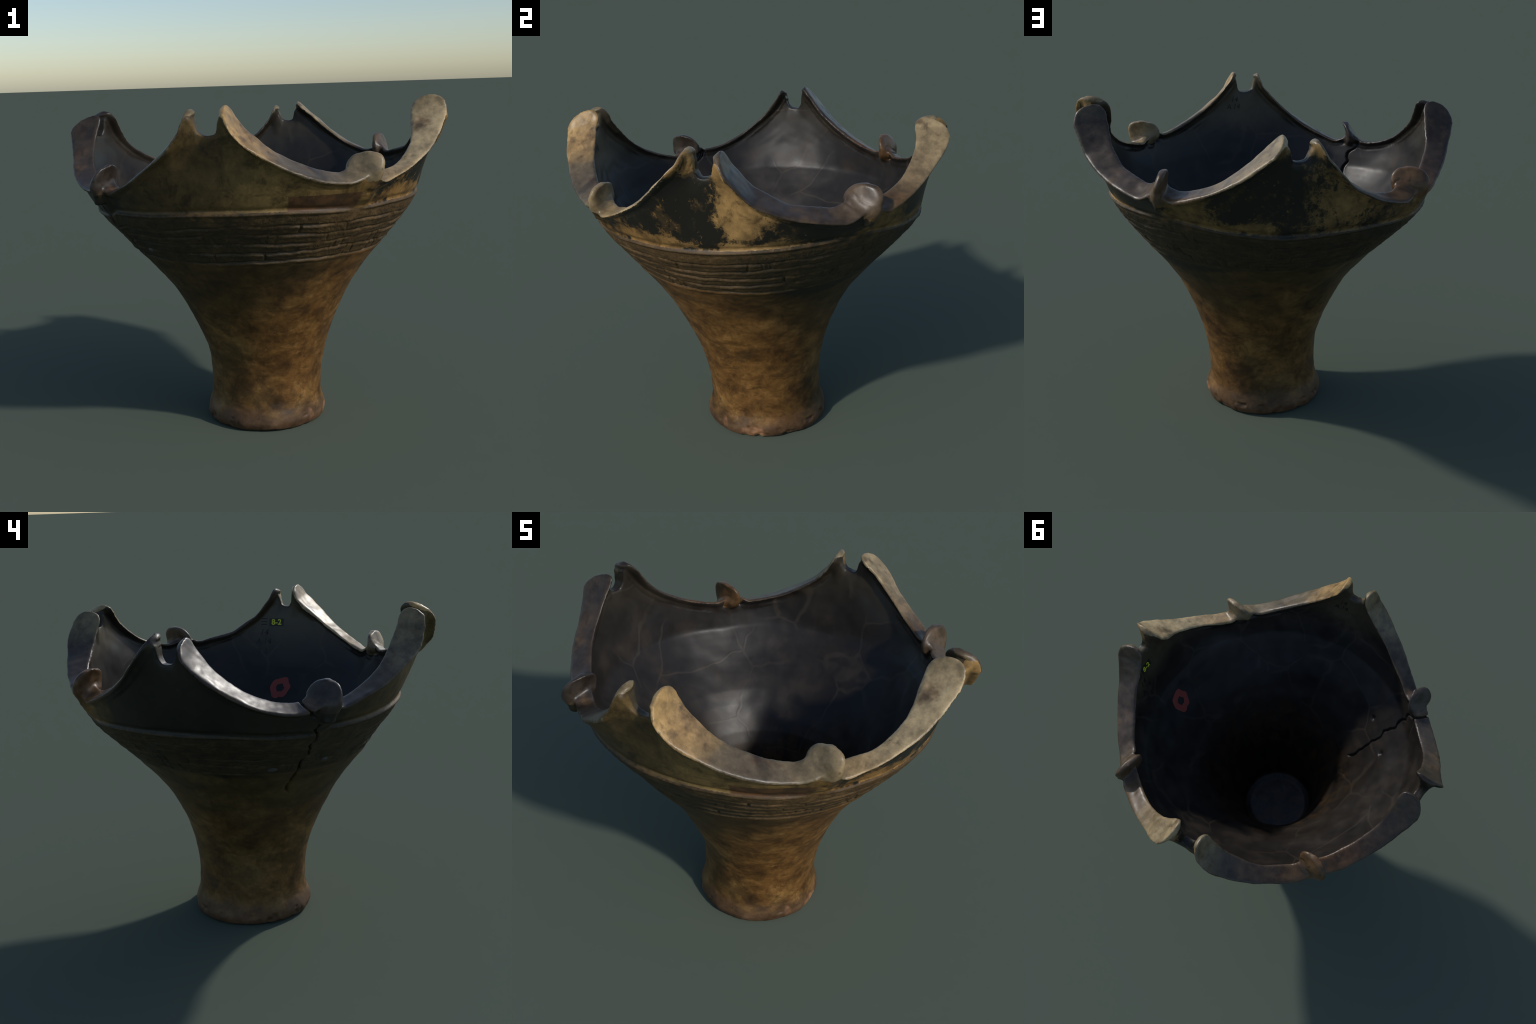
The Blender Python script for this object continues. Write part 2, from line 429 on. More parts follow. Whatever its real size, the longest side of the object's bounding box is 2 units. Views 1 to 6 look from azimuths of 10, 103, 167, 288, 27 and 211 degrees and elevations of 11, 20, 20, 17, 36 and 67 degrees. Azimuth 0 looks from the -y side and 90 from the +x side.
# hand-made unevenness
fb = fbm(co[::1], 2.3, 2)
disp += .0045 * fb * (rdist > .02)
low = np.nonzero((co[:, 2] < .95) & outer)[0]
f2 = fbm(co[low], 9, 3); disp[low] += .0022 * f2
ins = np.nonzero(~outer & (rdist > .02))[0]
f3 = fbm(co[ins], 6, 2); disp[ins] += .0030 * f3
# chips under the foot
ft = np.nonzero(co[:, 2] < .06)[0]
f4 = fbm(co[ft], 16, 2); disp[ft] += -.010 * np.clip(f4 - .15, 0, 1) * 1.6
rm = np.nonzero(rdist < .012)[0]
f5 = fbm(co[rm], 14, 2); disp[rm] += .0024 * f5
f5 = fbm(co[rm], 5.5, 2); disp[rm] += .0040 * f5
lg = np.nonzero(ldist < .02)[0]
f6 = fbm(co[lg], 9, 2); disp[lg] += .0050 * f6
co = co + nor * disp[:, None]
co[:, 2] -= co[:, 2].min()
fused.vertices.foreach_set('co', co.ravel()); fused.update()
nor = normals(fused)
wtree = BVHTree.FromPolygons([tuple(c) for c in co], [tuple(p.vertices) for p in fused.polygons])

# --------------------------------------------------------------------------
# materials
# --------------------------------------------------------------------------
class NT:
    def __init__(s, name):
        s.m = bpy.data.materials.new(name); s.m.use_nodes = True
        s.t = s.m.node_tree; s.t.nodes.clear()
        s.out = s.t.nodes.new('ShaderNodeOutputMaterial')
        s.b = s.t.nodes.new('ShaderNodeBsdfPrincipled')
        s.t.links.new(s.b.outputs[0], s.out.inputs[0])
        s.tc = s.t.nodes.new('ShaderNodeTexCoord')
    def link(s, a, b): s.t.links.new(a, b)
    def val(s, sock, v):
        if hasattr(v, 'is_output') or isinstance(v, bpy.types.NodeSocket): s.link(v, sock)
        else: sock.default_value = v
    def math(s, op, a, b=0.0, c=None, clamp=False):
        n = s.t.nodes.new('ShaderNodeMath'); n.operation = op; n.use_clamp = clamp
        s.val(n.inputs[0], a); s.val(n.inputs[1], b)
        if c is not None: s.val(n.inputs[2], c)
        return n.outputs[0]
    def noise(s, scale, detail=4, rough=.55, vec=None, dist=0.0, stretch=None):
        n = s.t.nodes.new('ShaderNodeTexNoise'); n.inputs['Scale'].default_value = scale
        n.inputs['Detail'].default_value = detail; n.inputs['Roughness'].default_value = rough; n.inputs['Distortion'].default_value = dist
        v = vec or s.tc.outputs['Object']
        if stretch:
            mp = s.t.nodes.new('ShaderNodeMapping'); s.link(v, mp.inputs[0]); mp.inputs['Scale'].default_value = stretch; v = mp.outputs[0]
        s.link(v, n.inputs['Vector']); return n.outputs['Fac']
    def ramp(s, f, stops):
        n = s.t.nodes.new('ShaderNodeValToRGB'); s.link(f, n.inputs[0])
        el = n.color_ramp.elements
        while len(el) < len(stops): el.new(.5)
        for e, (p, c) in zip(el, stops):
            e.position = p; e.color = (*c, 1) if len(c) == 3 else c
        return n.outputs[0]
    def mix(s, f, a, b):
        n = s.t.nodes.new('ShaderNodeMix'); n.data_type = 'RGBA'
        s.val(n.inputs[0], f)
        for sock, v in ((n.inputs[6], a), (n.inputs[7], b)):
            if isinstance(v, tuple): sock.default_value = (*v, 1)
            else: s.link(v, sock)
        return n.outputs[2]
    def rng(s, v, a, b, c=0.0, d=1.0):
        n = s.t.nodes.new('ShaderNodeMapRange'); n.interpolation_type = 'SMOOTHSTEP'
        s.val(n.inputs[0], v)
        for i, x in zip((1, 2, 3, 4), (a, b, c, d)): n.inputs[i].default_value = x
        return n.outputs[0]
    def polar(s):
        x = s.t.nodes.new('ShaderNodeSeparateXYZ'); s.link(s.tc.outputs['Object'], x.inputs[0])
        a = s.math('ARCTAN2', x.outputs[0], s.math('MULTIPLY', x.outputs[1], -1))
        s.az = s.math('MODULO', s.math('ADD', s.math('MULTIPLY', a, 57.29578), 360), 360)
        s.z = x.outputs[2]
    def blob(s, a, z, wa, wz):
        """soft patch centred on azimuth a (deg), height z"""
        d = s.math('SUBTRACT', s.math('MODULO', s.math('ADD', s.math('SUBTRACT', s.az, a), 540), 360), 180)
        p = s.math('POWER', s.math('ABSOLUTE', s.math('DIVIDE', d, wa)), 2)
        q = s.math('POWER', s.math('ABSOLUTE', s.math('DIVIDE', s.math('SUBTRACT', s.z, z), wz)), 2)
        return s.math('POWER', 2.71828, s.math('MULTIPLY', s.math('ADD', p, q), -1))
    def bump(s, h, strength=.3, dist=.004):
        n = s.t.nodes.new('ShaderNodeBump'); n.inputs['Strength'].default_value = strength; n.inputs['Distance'].default_value = dist
        s.link(h, n.inputs['Height']); s.link(n.outputs[0], s.b.inputs['Normal'])
    def finish(s, col, rough=.45, spec=.5):
        s.val(s.b.inputs['Base Color'], col); s.val(s.b.inputs['Roughness'], rough); s.b.inputs['Specular IOR Level'].default_value = spec
        return s.m

def mat_plain(name, col, rough=.5):
    n = NT(name); f = n.noise(30, 4); return n.finish(n.mix(f, tuple(c*.75 for c in col), tuple(min(1, c*1.2) for c in col)), rough)


def azramp(n, stops, jitter=None):
    """colour or grey level against azimuth in degrees"""
    f = n.math('DIVIDE', n.az, 360.0)
    if jitter is not None: f = n.math('ADD', f, jitter)
    f = n.math('FRACT', f)
    stops = [(p / 360.0, c if isinstance(c, tuple) else (c, c, c)) for p, c in stops]
    return n.ramp(f, stops)
def bw(n, col):
    k = n.t.nodes.new('ShaderNodeRGBToBW'); n.link(col, k.inputs[0]); return k.outputs[0]
def mul(n, col, fac):
    k = n.t.nodes.new('ShaderNodeVectorMath'); k.operation = 'SCALE'; n.link(col, k.inputs[0]); n.val(k.inputs['Scale'], fac); return k.outputs[0]
BLACK = (.013, .0125, .009)

def soot(n, amount, noise, width=.05, gain=1.15):
    """flaked soot: amount is a field 0..1, broken up by noise"""
    v = n.math('SUBTRACT', n.math('ADD', amount, n.math('MULTIPLY', n.math('SUBTRACT', noise, .5), gain)), .58)
    return n.rng(v, -width, width)

def mat_collar():
    n = NT('sooted_ochre_clay'); n.polar()
    jit = n.math('MULTIPLY', n.math('SUBTRACT', n.noise(5, 3), .5), .03)
    base = azramp(n, [(0, (.135, .090, .031)), (14, (.195, .130, .045)), (42, (.165, .100, .031)), (54, (.32, .172, .050)), (90, (.37, .222, .080)), (110, (.30, .185, .072)),
                      (140, (.18, .115, .036)), (188, (.23, .145, .054)), (226, (.19, .110, .034)), (245, (.060, .050, .020)), (305, (.055, .045, .018)), (335, (.088, .058, .022)), (360, (.118, .076, .026))], jit)
    m = n.noise(16, 7, .7); f = n.noise(60, 5, .7)
    base = mul(n, base, n.rng(m, .25, .75, .62, 1.28))
    base = n.mix(n.rng(n.noise(9, 7, .72, dist=.6), .48, .64), base, mul(n, base, .45))
    base = mul(n, base, n.rng(f, .3, .7, .88, 1.10))
    amt = bw(n, azramp(n, [(0, .18), (14, .04), (40, .16), (48, .55), (60, .64), (76, .68), (84, .78), (89, .80), (93, .46), (98, .30), (108, .42), (118, .58), (130, .68), (139, .34), (148, .46), (156, .72),
                     (176, .70), (183, .56), (195, .48), (205, .60), (215, .40), (226, .30), (236, .55), (250, .72), (300, .74), (314, .60), (328, .42), (345, .34), (360, .18)], jit))
    for a_, z_, wa, wz, k in ((74, 1.255, 13, .05, -.42), (101, 1.285, 5, .028, .34), (118, 1.37, 14, .05, .25), (106, 1.25, 10, .02, -.1), (163, 1.245, 11, .035, -.38), (190, 1.36, 9, .07, -.22), (357, 1.52, 7, .08, .25), (120, 1.31, 16, .03, .2), (60, 1.28, 6, .025, -.3), (97, 1.37, 4, .05, -.2), (12, 1.34, 25, .04, -.15)):
        amt = n.math('ADD', amt, n.math('MULTIPLY', n.blob(a_, z_, wa, wz), k))
    amt = n.math('SUBTRACT', amt, n.math('MULTIPLY', n.rng(n.z, 1.57, 1.64), .35))
    s1 = soot(n, amt, n.noise(12, 9, .72, stretch=(1, 1, .8)), .08, 1.55)
    s2 = soot(n, n.math('ADD', n.math('SUBTRACT', amt, .02), n.math('MULTIPLY', n.math('SUBTRACT', n.noise(8, 4, .6), .5), .5)), n.noise(36, 6, .72), .07, 1.25)
    halo = soot(n, n.math('ADD', amt, .16), n.noise(15, 9, .74), .16, 1.5)
    base = n.mix(n.math('MULTIPLY', halo, .55), base, mul(n, base, .36))
    black = n.math('MAXIMUM', s1, n.math('MULTIPLY', s2, .85))
    fl = n.rng(n.math('SUBTRACT', n.noise(34, 5, .7), n.math('MULTIPLY', amt, .10)), .56, .60)
    black = n.math('MULTIPLY', black, n.math('SUBTRACT', 1.0, n.math('MULTIPLY', fl, .75)))
    # only the flaked sector is truly black; elsewhere it is a brown stain
    strength = bw(n, azramp(n, [(0, .55), (44, .6), (50, 1), (200, 1), (225, .7), (245, .85), (310, .85), (330, .7), (360, .55)]))
    col = n.mix(n.math('MULTIPLY', black, strength), base, BLACK)
    # darker repaired sherd
    wob = n.math('MULTIPLY', n.math('SUBTRACT', n.noise(22, 5, .7), .5), 7.0)
    a2 = n.math('ADD', n.az, wob)
    zz = n.math('ADD', n.z, n.math('MULTIPLY', wob, .002))
    box = n.math('MULTIPLY', n.math('MULTIPLY', n.rng(n.math('ADD', n.az, n.math('MULTIPLY', wob, .12)), 19.6, 20.3), n.rng(a2, 45, 43)), n.math('MULTIPLY', n.rng(zz, 1.305, 1.299), n.rng(n.z, 1.20, 1.21)))
    sherd = n.mix(n.rng(n.noise(14, 5, .6), .42, .6), (.042, .022, .011), (.095, .044, .017))
    col = n.mix(n.math('MULTIPLY', box, .92), col, sherd)
    n.bump(n.math('ADD', n.math('MULTIPLY', m, .6), n.math('MULTIPLY', f, .4)), .25, .004)
    return n.finish(col, n.rng(black, 0, 1, .55, .48), .38)

def mat_body():
    n = NT('fired_orange_clay'); n.polar()
    big = n.noise(2.6, 5, .6, stretch=(1, 1, 1.8), dist=.4)
    mid = n.noise(7, 7, .68, stretch=(1, 1, 1.3), dist=.35)
    stk = n.noise(6, 6, .66, stretch=(1, 1, 1.9), dist=.5)
    fine = n.noise(40, 6, .72)
    low = n.ramp(mid, [(.28, (.034, .015, .004)), (.42, (.090, .041, .010)), (.56, (.165, .079, .020)), (.72, (.255, .140, .046))])
    pat = n.noise(3.2, 5, .6, stretch=(1, 1, 1.2), dist=.3)
    low = n.mix(n.rng(pat, .50, .62, 0, .75), low, n.mix(n.rng(mid, .35, .65), (.12, .055, .013), (.28, .155, .048)))
    low = n.mix(n.rng(stk, .54, .68, 0, .5), low, (.25, .125, .036))
    low = n.mix(n.rng(stk, .46, .36, 0, .55), low, (.046, .022, .007))
    low = n.mix(n.rng(n.noise(3.6, 6, .68, stretch=(1, 1, 1.4), dist=.4), .52, .64, 0, .65), low, (.040, .022, .008))
    # upper part more smoked and olive, with soft tongues coming down
    edge = n.math('ADD', n.z, n.math('MULTIPLY', n.math('SUBTRACT', big, .5), .55))
    lift = bw(n, azramp(n, [(0, .42), (20, .36), (45, .22), (60, .14), (85, .16), (105, .36), (125, .46), (150, .42), (180, .36), (230, .34), (270, .40), (320, .44), (360, .42)]))
    sm = n.rng(n.math('ADD', edge, n.math('SUBTRACT', lift, .36)), .55, .95)
    olive = n.ramp(mid, [(.28, (.018, .012, .005)), (.5, (.042, .026, .009)), (.72, (.092, .056, .018))])
    col = n.mix(n.math('MULTIPLY', sm, .9), low, olive)
    dark_olive_amt = bw(n, azramp(n, [(0, .25), (40, .0), (120, .1), (170, .45), (250, .62), (310, .6), (340, .4), (360, .25)]))
    col = n.mix(n.math('MULTIPLY', dark_olive_amt, n.rng(big, .25, .7, .45, 1.0)), col, n.ramp(mid, [(.25, (.036, .024, .008)), (.5, (.080, .055, .018)), (.75, (.13, .092, .036))]))
    blk = n.math('ADD', n.math('ADD', n.blob(124, .96, 17, .085), n.math('MULTIPLY', n.blob(150, .97, 22, .05), .7)), n.math('MULTIPLY', n.blob(280, .96, 30, .04), .6))
    col = n.mix(n.math('MULTIPLY', soot(n, blk, n.noise(10, 7, .7), .16, 1.0), .92), col, BLACK)
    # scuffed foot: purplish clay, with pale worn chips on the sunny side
    fc = n.ramp(n.noise(8, 6, .66), [(.28, (.036, .020, .011)), (.5, (.086, .047, .025)), (.72, (.150, .086, .050))])
    dn = n.rng(n.math('ADD', n.z, n.math('MULTIPLY', n.math('SUBTRACT', n.noise(7, 5, .65), .5), .16)), .125, .035)
    col = n.mix(n.math('MULTIPLY', dn, .9), col, fc)
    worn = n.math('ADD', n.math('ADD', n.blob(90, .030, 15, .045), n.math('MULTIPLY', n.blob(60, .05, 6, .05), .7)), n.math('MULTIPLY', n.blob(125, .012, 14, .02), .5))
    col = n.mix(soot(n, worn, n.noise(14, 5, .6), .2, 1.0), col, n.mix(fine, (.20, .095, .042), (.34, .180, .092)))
    col = n.mix(n.rng(n.noise(2.4, 4, .55, stretch=(1, 1, 1.3)), .54, .66, 0, .6), col, mul(n, col, .38))
    col = mul(n, col, n.rng(fine, .28, .72, .80, 1.17))
    n.bump(n.math('ADD', n.math('MULTIPLY', mid, .5), n.math('MULTIPLY', fine, .5)), .3, .004)
    return n.finish(col, n.rng(fine, .3, .7, .48, .58), .30)

def mat_band():
    n = NT('incised_smoked_clay'); n.polar()
    mid = n.noise(12, 7, .68, stretch=(1, 1, 2.0)); fine = n.noise(48, 6, .75, stretch=(1, 1, 1.6))
    dark = n.ramp(mid, [(.25, (.016, .013, .007)), (.5, (.034, .025, .011)), (.75, (.070, .048, .019))])
    lite = n.ramp(mid, [(.25, (.038, .022, .009)), (.5, (.085, .050, .019)), (.75, (.155, .094, .038))])
    amt = bw(n, azramp(n, [(0, .30), (18, .40), (36, .75), (60, .90), (80, .75), (100, .38), (118, .12), (150, .05), (180, .16), (205, .12), (225, .35), (245, .25), (280, .08), (310, .05), (335, .25), (360, .30)]))
    # near the ridge the ochre of the collar runs over
    amt = n.math('ADD', amt, n.math('MULTIPLY', n.math('MULTIPLY', n.rng(n.z, 1.185, 1.215), n.rng(n.noise(18, 5, .7), .45, .6)), bw(n, azramp(n, [(0, .7), (60, .8), (130, .6), (160, .3), (200, .3), (225, .6), (250, .2), (310, .2), (340, .6), (360, .7)]))), )
    col = n.mix(n.rng(n.math('ADD', amt, n.math('MULTIPLY', n.math('SUBTRACT', n.noise(7, 5, .7), .5), .8)), .1, .9), dark, lite)
    col = mul(n, col, n.rng(fine, .28, .72, .65, 1.32))
    # lower border fades into the body colour
    n.bump(n.math('ADD', n.math('MULTIPLY', mid, .4), n.math('MULTIPLY', fine, .6)), .55, .006)
    return n.finish(col, n.rng(fine, .3, .7, .5, .62), .38)

def mat_rim():
    n = NT('burnished_rim_clay'); n.polar()
    jit = n.math('MULTIPLY', n.math('SUBTRACT', n.noise(6, 4), .5), .035)
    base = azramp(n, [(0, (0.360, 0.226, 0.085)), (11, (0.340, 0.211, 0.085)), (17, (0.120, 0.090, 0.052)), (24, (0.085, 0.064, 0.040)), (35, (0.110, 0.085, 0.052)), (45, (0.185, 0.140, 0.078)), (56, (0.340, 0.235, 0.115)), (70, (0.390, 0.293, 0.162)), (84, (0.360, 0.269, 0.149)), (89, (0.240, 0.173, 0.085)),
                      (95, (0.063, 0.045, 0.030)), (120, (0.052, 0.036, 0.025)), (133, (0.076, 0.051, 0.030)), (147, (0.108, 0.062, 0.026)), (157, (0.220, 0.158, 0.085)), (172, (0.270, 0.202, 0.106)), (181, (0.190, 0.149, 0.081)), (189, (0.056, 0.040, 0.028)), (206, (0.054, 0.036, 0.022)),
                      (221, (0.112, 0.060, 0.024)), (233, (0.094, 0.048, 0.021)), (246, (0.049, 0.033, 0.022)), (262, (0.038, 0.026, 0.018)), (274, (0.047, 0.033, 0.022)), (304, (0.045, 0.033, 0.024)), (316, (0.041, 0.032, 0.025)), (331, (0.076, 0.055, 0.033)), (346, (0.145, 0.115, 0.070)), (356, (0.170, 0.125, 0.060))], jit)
    m = n.noise(11, 6, .66); f = n.noise(50, 5, .7); b = n.noise(4.5, 4, .6)
    base = mul(n, base, n.rng(m, .3, .7, .58, 1.35))
    base = n.mix(n.rng(n.noise(9, 6, .72), .56, .66, 0, .55), base, mul(n, base, .35))
    base = n.mix(n.rng(b, .52, .66, 0, .7), base, n.mix(n.rng(m, .35, .65), (.040, .026, .017), (.135, .078, .035)))
    spot = n.rng(n.noise(26, 3, .5), .68, .74)
    base = n.mix(n.math('MULTIPLY', spot, .5), base, (.055, .038, .024))
    base = mul(n, base, n.rng(f, .3, .7, .88, 1.1))
    n.bump(n.math('ADD', n.math('MULTIPLY', m, .6), n.math('MULTIPLY', f, .4)), .2, .004)
    return n.finish(base, n.rng(m, .3, .7, .34, .46), .42)

def mat_inner():
    n = NT('smoked_interior_clay'); n.polar()
    m = n.noise(6, 6, .62); f = n.noise(45, 5, .7)
    col = n.ramp(m, [(.28, (.010, .0085, .0075)), (.52, (.018, .0148, .012)), (.74, (.036, .027, .019))])
    # brown peaks
    pk = bw(n, azramp(n, [(0, .75), (12, .45), (30, .1), (65, .1), (84, .6), (100, .75), (112, .35), (135, .1), (165, .15), (180, .2), (200, .05), (255, .1), (275, .12), (310, .15), (345, .55), (360, .75)]))
    up = n.rng(n.math('ADD', n.z, n.math('MULTIPLY', n.math('SUBTRACT', m, .5), .25)), 1.30, 1.52)
    col = n.mix(n.math('MULTIPLY', pk, up), col, n.mix(f, (.055, .044, .024), (.095, .078, .046)))
    # brown streaks deep inside
    dp = n.math('MULTIPLY', n.rng(n.math('ADD', n.z, n.math('MULTIPLY', n.math('SUBTRACT', m, .5), .5)), .95, .55), n.rng(n.noise(8, 6, .7, stretch=(2, 2, .5)), .42, .62))
    col = n.mix(n.math('MULTIPLY', dp, .8), col, (.060, .034, .014))
    bl = n.math('MULTIPLY', n.rng(n.noise(5, 5, .65), .55, .7), .5)
    col = n.mix(bl, col, (.030, .021, .013))
    # pale joins between the mended sherds
    v = n.t.nodes.new('ShaderNodeTexVoronoi'); v.feature = 'DISTANCE_TO_EDGE'; v.inputs['Scale'].default_value = 2.7
    w = n.t.nodes.new('ShaderNodeVectorMath'); w.operation = 'MULTIPLY_ADD'
    nz = n.t.nodes.new('ShaderNodeTexNoise'); nz.inputs['Scale'].default_value = 5; n.link(n.tc.outputs['Object'], nz.inputs['Vector'])
    n.link(nz.outputs['Color'], w.inputs[0]); w.inputs[1].default_value = (.10, .10, .10); n.link(n.tc.outputs['Object'], w.inputs[2])
    n.link(w.outputs[0], v.inputs['Vector'])
    ln = n.math('MULTIPLY', n.rng(v.outputs['Distance'], .022, .006), n.rng(n.noise(4, 3, .5), .36, .55))
    col = n.mix(n.math('MULTIPLY', ln, .30), col, (.066, .052, .036))
    n.bump(n.math('ADD', n.math('ADD', n.math('MULTIPLY', m, .5), n.math('MULTIPLY', f, .12)), n.math('MULTIPLY', ln, .12)), .22, .006)
    return n.finish(col, n.rng(m, .3, .7, .36, .46), .34)

MATS = {'body': mat_body(), 'band': mat_band(), 'collar': mat_collar(), 'inner': mat_inner(), 'rim': mat_rim()}
def mat_mark(name, a, b, rough=.5, scale=40):
    n = NT(name); return n.finish(n.mix(n.noise(scale, 4, .6), a, b), rough, .3)
MATS['red'] = mat_mark('red_paint', (.20, .034, .024), (.34, .070, .048))
MATS['ink'] = mat_mark('black_ink', (.010, .010, .010), (.016, .015, .015))
MATS['label'] = mat_mark('black_label', (.012, .012, .012), (.020, .020, .018))
MATS['yellow'] = mat_mark('yellow_paint', (.42, .44, .02), (.62, .62, .05))
MATS['plug'] = mat_mark('grey_filler', (.045, .042, .040), (.085, .080, .076))

# --------------------------------------------------------------------------
# split into parts
# --------------------------------------------------------------------------
root = bpy.data.objects.new('clay_vessel', None)
root.empty_display_size = .2
bpy.context.scene.collection.objects.link(root)
root['label'] = 'dark brown ancient clay pot with four horned peaks on its rim'
root['category'] = 'pottery vessel'

npoly = len(fused.polygons)
loops = np.empty(len(fused.loops), int); fused.loops.foreach_get('vertex_index', loops)
ls = np.empty(npoly, int); lt = np.empty(npoly, int)
fused.polygons.foreach_get('loop_start', ls); fused.polygons.foreach_get('loop_total', lt)
first = loops[ls]
fo = outer[first]; fz = co[first, 2]; fa = vaz[first]; fd = rdist[first]
part = np.where(fo, 1, 0)            # 0 interior, 1 body
part[fo & (fz < .145)] = 2            # foot
part[fo & (fz > .965)] = 3           # band
part[fo & (fz > ridge_z(fa) + .008)] = 4    # collar
isr = (fd < .012) & (fz > ridge_z(fa) + .05) & ~runder[first]
sector = np.zeros(npoly, int)
rimkind = np.zeros(npoly, int)
qs = ['SE', 'NE', 'NW', 'SW']; ps = ['S', 'E', 'N', 'W']
part[isr] = 10
for i, q in enumerate(qs):
    lug = (ldist[first] < .011) & (np.abs(angd(fa, FIN[q][0])) < 9) & (fz > LUG[q][2] - .055)
    part[lug] = 20 + i
k = 30
for i, q in enumerate(qs):
    lo_tip, hi_tip = LOW[q]['tip'], HIGH[q]['tip']
    for j, tip in enumerate((lo_tip, hi_tip)):
        horn = isr & (np.abs(angd(fa, tip[0])) < 4.3) & (fz > tip[2] - .13) & ((angd(fa, PEAK[ps[(i+j) % 4]][0]) > 0) == (j == 0))
        part[horn] = 30 + 2*i + j
for i, q in enumerate(qs):
    a0 = PEAK[ps[i]][0]; a1 = PEAK[ps[(i+1) % 4]][0]
    span = (a1 - a0) % 360
    part[(part == 10) & (((fa - a0) % 360) < span)] = 40 + i
# borders between parts: straighten the stair-steps the grid leaves, sliding vertices along the surface
fe = {}
allv = np.split(loops, ls[1:])
bnd = {}
for i in range(npoly):
    f = allv[i]; n_ = len(f)
    for k_ in range(n_):
        a_, b_ = int(f[k_]), int(f[(k_+1) % n_])
        key = (a_, b_) if a_ < b_ else (b_, a_)
        o_ = fe.pop(key, None)
        if o_ is None: fe[key] = i
        elif part[o_] != part[i]:
            bnd.setdefault(a_, []).append(b_); bnd.setdefault(b_, []).append(a_)
bl = [(v, nb[0], nb[1]) for v, nb in bnd.items() if len(nb) == 2]
bi = np.array(bl)
frozen = np.zeros(len(co), bool)
for it in range(14):
    avg = (co[bi[:, 1]] + co[bi[:, 2]]) / 2 - co[bi[:, 0]]
    nn = nor[bi[:, 0]]
    avg -= nn * np.sum(avg * nn, 1)[:, None]
    co[bi[:, 0]] += (.55 if it % 2 == 0 else -.30) * avg
isb = np.zeros(len(co), bool); isb[list(bnd)] = True
near = np.zeros(len(co), bool); m_ = isb[ed[:, 0]] | isb[ed[:, 1]]; near[ed[m_].ravel()] = True; near &= ~isb
for it in range(3):
    c2 = laplace(co, .5) - co
    c2 -= nor * np.sum(c2 * nor, 1)[:, None]
    co[near] += c2[near]
names = {0: ('interior_wall', 'inner'), 1: ('body', 'body'), 2: ('foot', 'body'), 3: ('incised_band', 'band'), 4: ('collar', 'collar')}
for i in range(4): names[20+i] = ('rim_lug', 'rim'); names[40+i] = ('rim_ribbon', 'rim')
for i in range(8): names[30+i] = ('peak_horn', 'rim')

for pid in sorted(set(part.tolist())):
    nm, mk = names.get(pid, ('rim_ribbon', 'rim'))
    idx = np.nonzero(part == pid)[0]
    fl = [loops[ls[i]:ls[i]+lt[i]] for i in idx]
    used, inv = np.unique(np.concatenate(fl), return_inverse=True)
    me = bpy.data.meshes.new(nm)
    off = 0; F = []
    for f in fl: F.append(tuple(inv[off:off+len(f)].tolist())); off += len(f)
    me.from_pydata(co[used].tolist(), [], F)
    me.polygons.foreach_set('use_smooth', np.ones(len(F), bool))
    me.normals_split_custom_set_from_vertices(nor[used].tolist())
    me.materials.append(MATS[mk])
    o = bpy.data.objects.new(nm, me); bpy.context.scene.collection.objects.link(o); o.parent = root
    print(nm, len(F))

# --------------------------------------------------------------------------
# marks on the inner wall: red ring, label, inked numbers; filler in the mending holes
# --------------------------------------------------------------------------
def on_wall(a_, z, inside=True, lift=.0016):
    d = cyl(a_, 1, 0); d = Vector((d[0], d[1], 0)).normalized()
    if inside: h = wtree.ray_cast(Vector((0, 0, z)), d)
    else: h = wtree.ray_cast(Vector((0, 0, z)) + d * 2, -d)
    nrm = h[1]
    if nrm.dot(d) > 0 and inside: nrm = -nrm
    if nrm.dot(d) < 0 and not inside: nrm = -nrm
    return h[0] + nrm * lift

def add_part(name, verts, faces, mat):
    me = bpy.data.meshes.new(name); me.from_pydata([tuple(v) for v in verts], [], faces)
    me.polygons.foreach_set('use_smooth', np.ones(len(faces), bool))
    me.materials.append(mat)
    o = bpy.data.objects.new(name, me); bpy.context.scene.collection.objects.link(o); o.parent = root
    return o

# hand-painted ring
NP, NQ = 72, 9
vs, fs = [], []
for i in range(NP):
    ps_ = 2 * math.pi * i / NP
    wob = mnoise.noise(Vector((math.cos(ps_) * 1.6, math.sin(ps_) * 1.6, 4.2)))
    wob2 = mnoise.noise(Vector((math.cos(ps_) * 2.2, math.sin(ps_) * 2.2, 9.7)))
    for j in range(NQ):
        rr = (.026 + .010 * wob) + (.040 + .008 * wob2) * j / (NQ - 1)
        x = rr * math.cos(ps_) * .92 + rr * math.sin(ps_) * .18; y = rr * math.sin(ps_) * 1.12
        vs.append(on_wall(90.9 - math.degrees(x / .707), 1.110 + y * .78))
for i in range(NP):
    for j in range(NQ - 1):
        i2 = (i + 1) % NP
        fs.append((i*NQ+j, i2*NQ+j, i2*NQ+j+1, i*NQ+j+1))
add_part('painted_ring', vs, fs, MATS['red'])

def grid_patch(name, a0, z0, w, h, r, mat, lift, nx=14, ny=8):
    vs = [on_wall(a0 - math.degrees((-w/2 + w*i/(nx-1)) / r), z0 - h/2 + h*j/(ny-1), True, lift) for j in range(ny) for i in range(nx)]
    fs = [(j*nx+i, j*nx+i+1, (j+1)*nx+i+1, (j+1)*nx+i) for j in range(ny-1) for i in range(nx-1)]
    return add_part(name, vs, fs, mat)

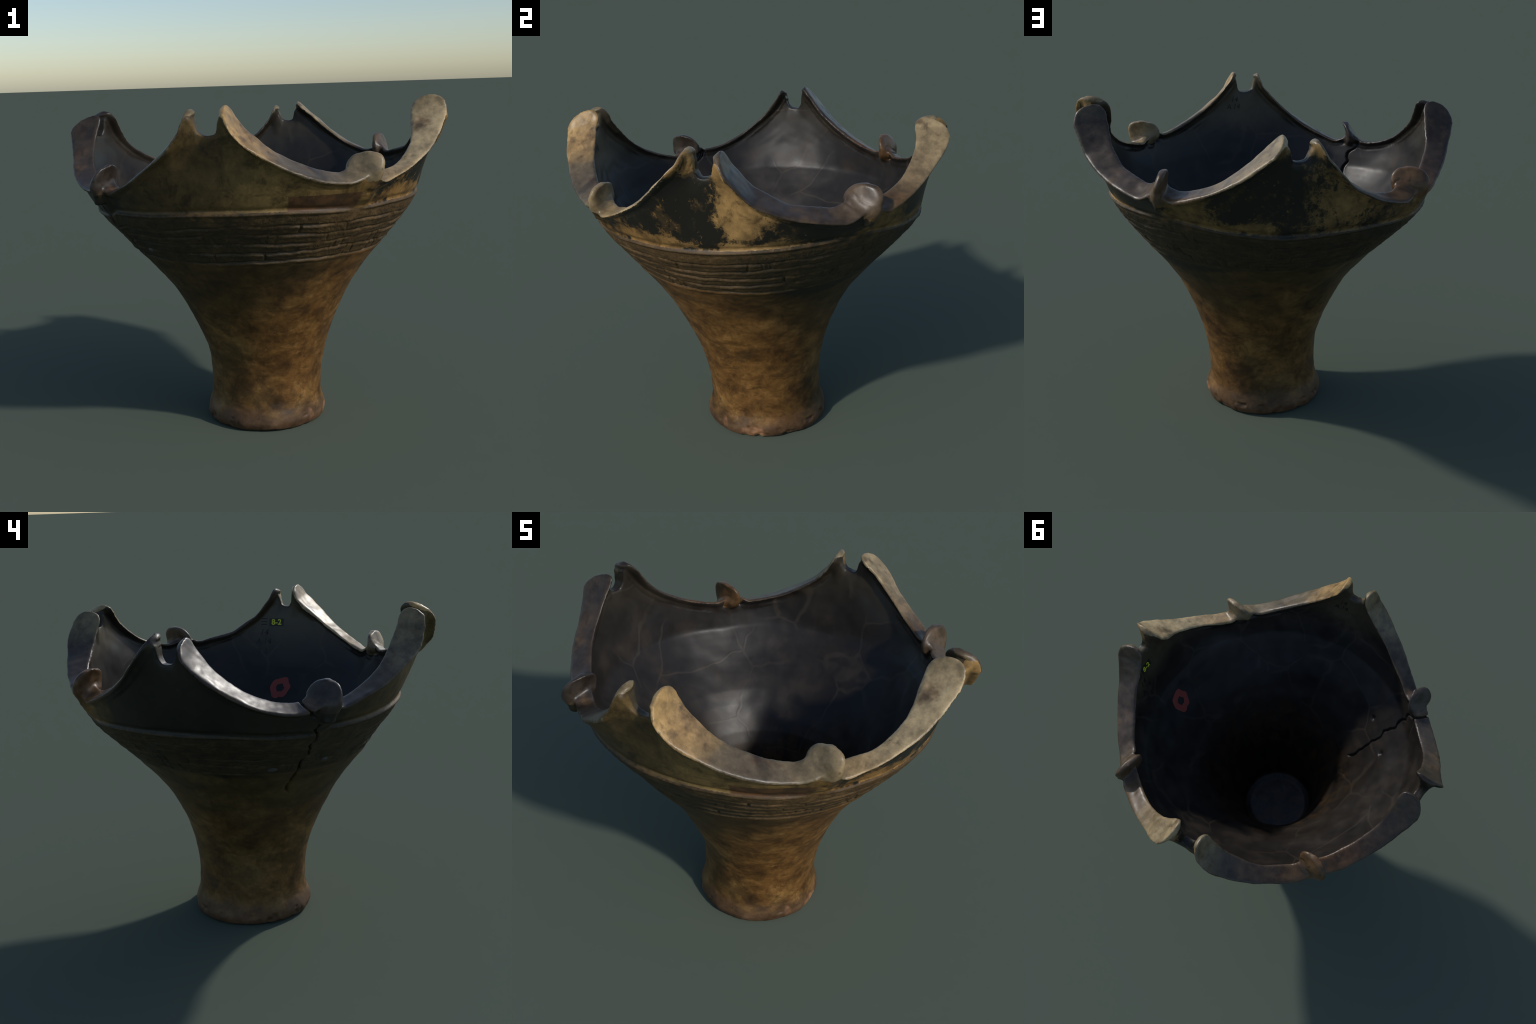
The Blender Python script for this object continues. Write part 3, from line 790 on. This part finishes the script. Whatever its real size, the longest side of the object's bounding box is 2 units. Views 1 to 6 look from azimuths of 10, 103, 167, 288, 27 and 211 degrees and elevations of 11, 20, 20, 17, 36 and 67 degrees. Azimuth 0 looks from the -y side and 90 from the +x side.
def wall_text(name, body, a0, z0, size, r, mat, lift=.002, shear=0.0, space=1.0, bold=0.0):
    cu = bpy.data.curves.new(name, 'FONT'); cu.body = body; cu.size = size; cu.align_x = 'CENTER'; cu.align_y = 'CENTER'
    cu.shear = shear; cu.space_character = space; cu.offset = bold
    ob = bpy.data.objects.new(name, cu); bpy.context.scene.collection.objects.link(ob)
    me = bpy.data.meshes.new_from_object(ob.evaluated_get(bpy.context.evaluated_depsgraph_get()))
    bpy.data.objects.remove(ob); bpy.data.curves.remove(cu)
    vs = [on_wall(a0 - math.degrees(v.co.x / r), z0 + v.co.y, True, lift) for v in me.vertices]
    fs = [tuple(p.vertices) for p in me.polygons]
    bpy.data.meshes.remove(me)
    return add_part(name, vs, fs, mat)

grid_patch('paper_label', 94.3, 1.490, .086, .046, .82, MATS['label'], .0014)
wall_text('label_number', '8-2', 94.3, 1.490, .046, .82, MATS['yellow'], .0032, bold=.0012)
for k in range(3): grid_patch('ink_dash', 99.3 + .12 * k, 1.512 - .017 * k, .036, .006, .82, MATS['ink'], .0012, 6, 3)
wall_text('ink_number', '14', 99.6, 1.430, .052, .82, MATS['ink'], .0015, .25)
wall_text('ink_number', 'A.14', 99.8, 1.376, .050, .82, MATS['ink'], .0015, .2)
wall_text('ink_number', 'S 3', 100.3, 1.320, .046, .81, MATS['ink'], .0015, .2)
wall_text('ink_number', '14', 2.4, 1.540, .044, .84, MATS['ink'], .0015, .25)
wall_text('ink_number', 'A.14', 2.9, 1.496, .044, .84, MATS['ink'], .0015, .2)

# filler showing on the outside of the two mending holes
for a0, z0, w, h in ((298.2, .990, .048, .026), (320.8, 1.012, .036, .026)):
    vs, fs = [], []
    NP = 28
    for j in range(6):
        rr = j / 5
        for i in range(NP):
            t = 2 * math.pi * i / NP
            e = 1 + .12 * mnoise.noise(Vector((math.cos(t) * 1.5, math.sin(t) * 1.5, a0)))
            vs.append(on_wall(a0 + math.degrees(w * .5 * rr * e * math.cos(t) / .66), z0 + h * .5 * rr * e * math.sin(t), False, .0045 * (1 - rr ** 2) + .0002))
    fs = [(j*NP+i, j*NP+(i+1) % NP, (j+1)*NP+(i+1) % NP, (j+1)*NP+i) for j in range(5) for i in range(NP)]
    add_part('mending_plug', vs, fs, MATS['plug'])
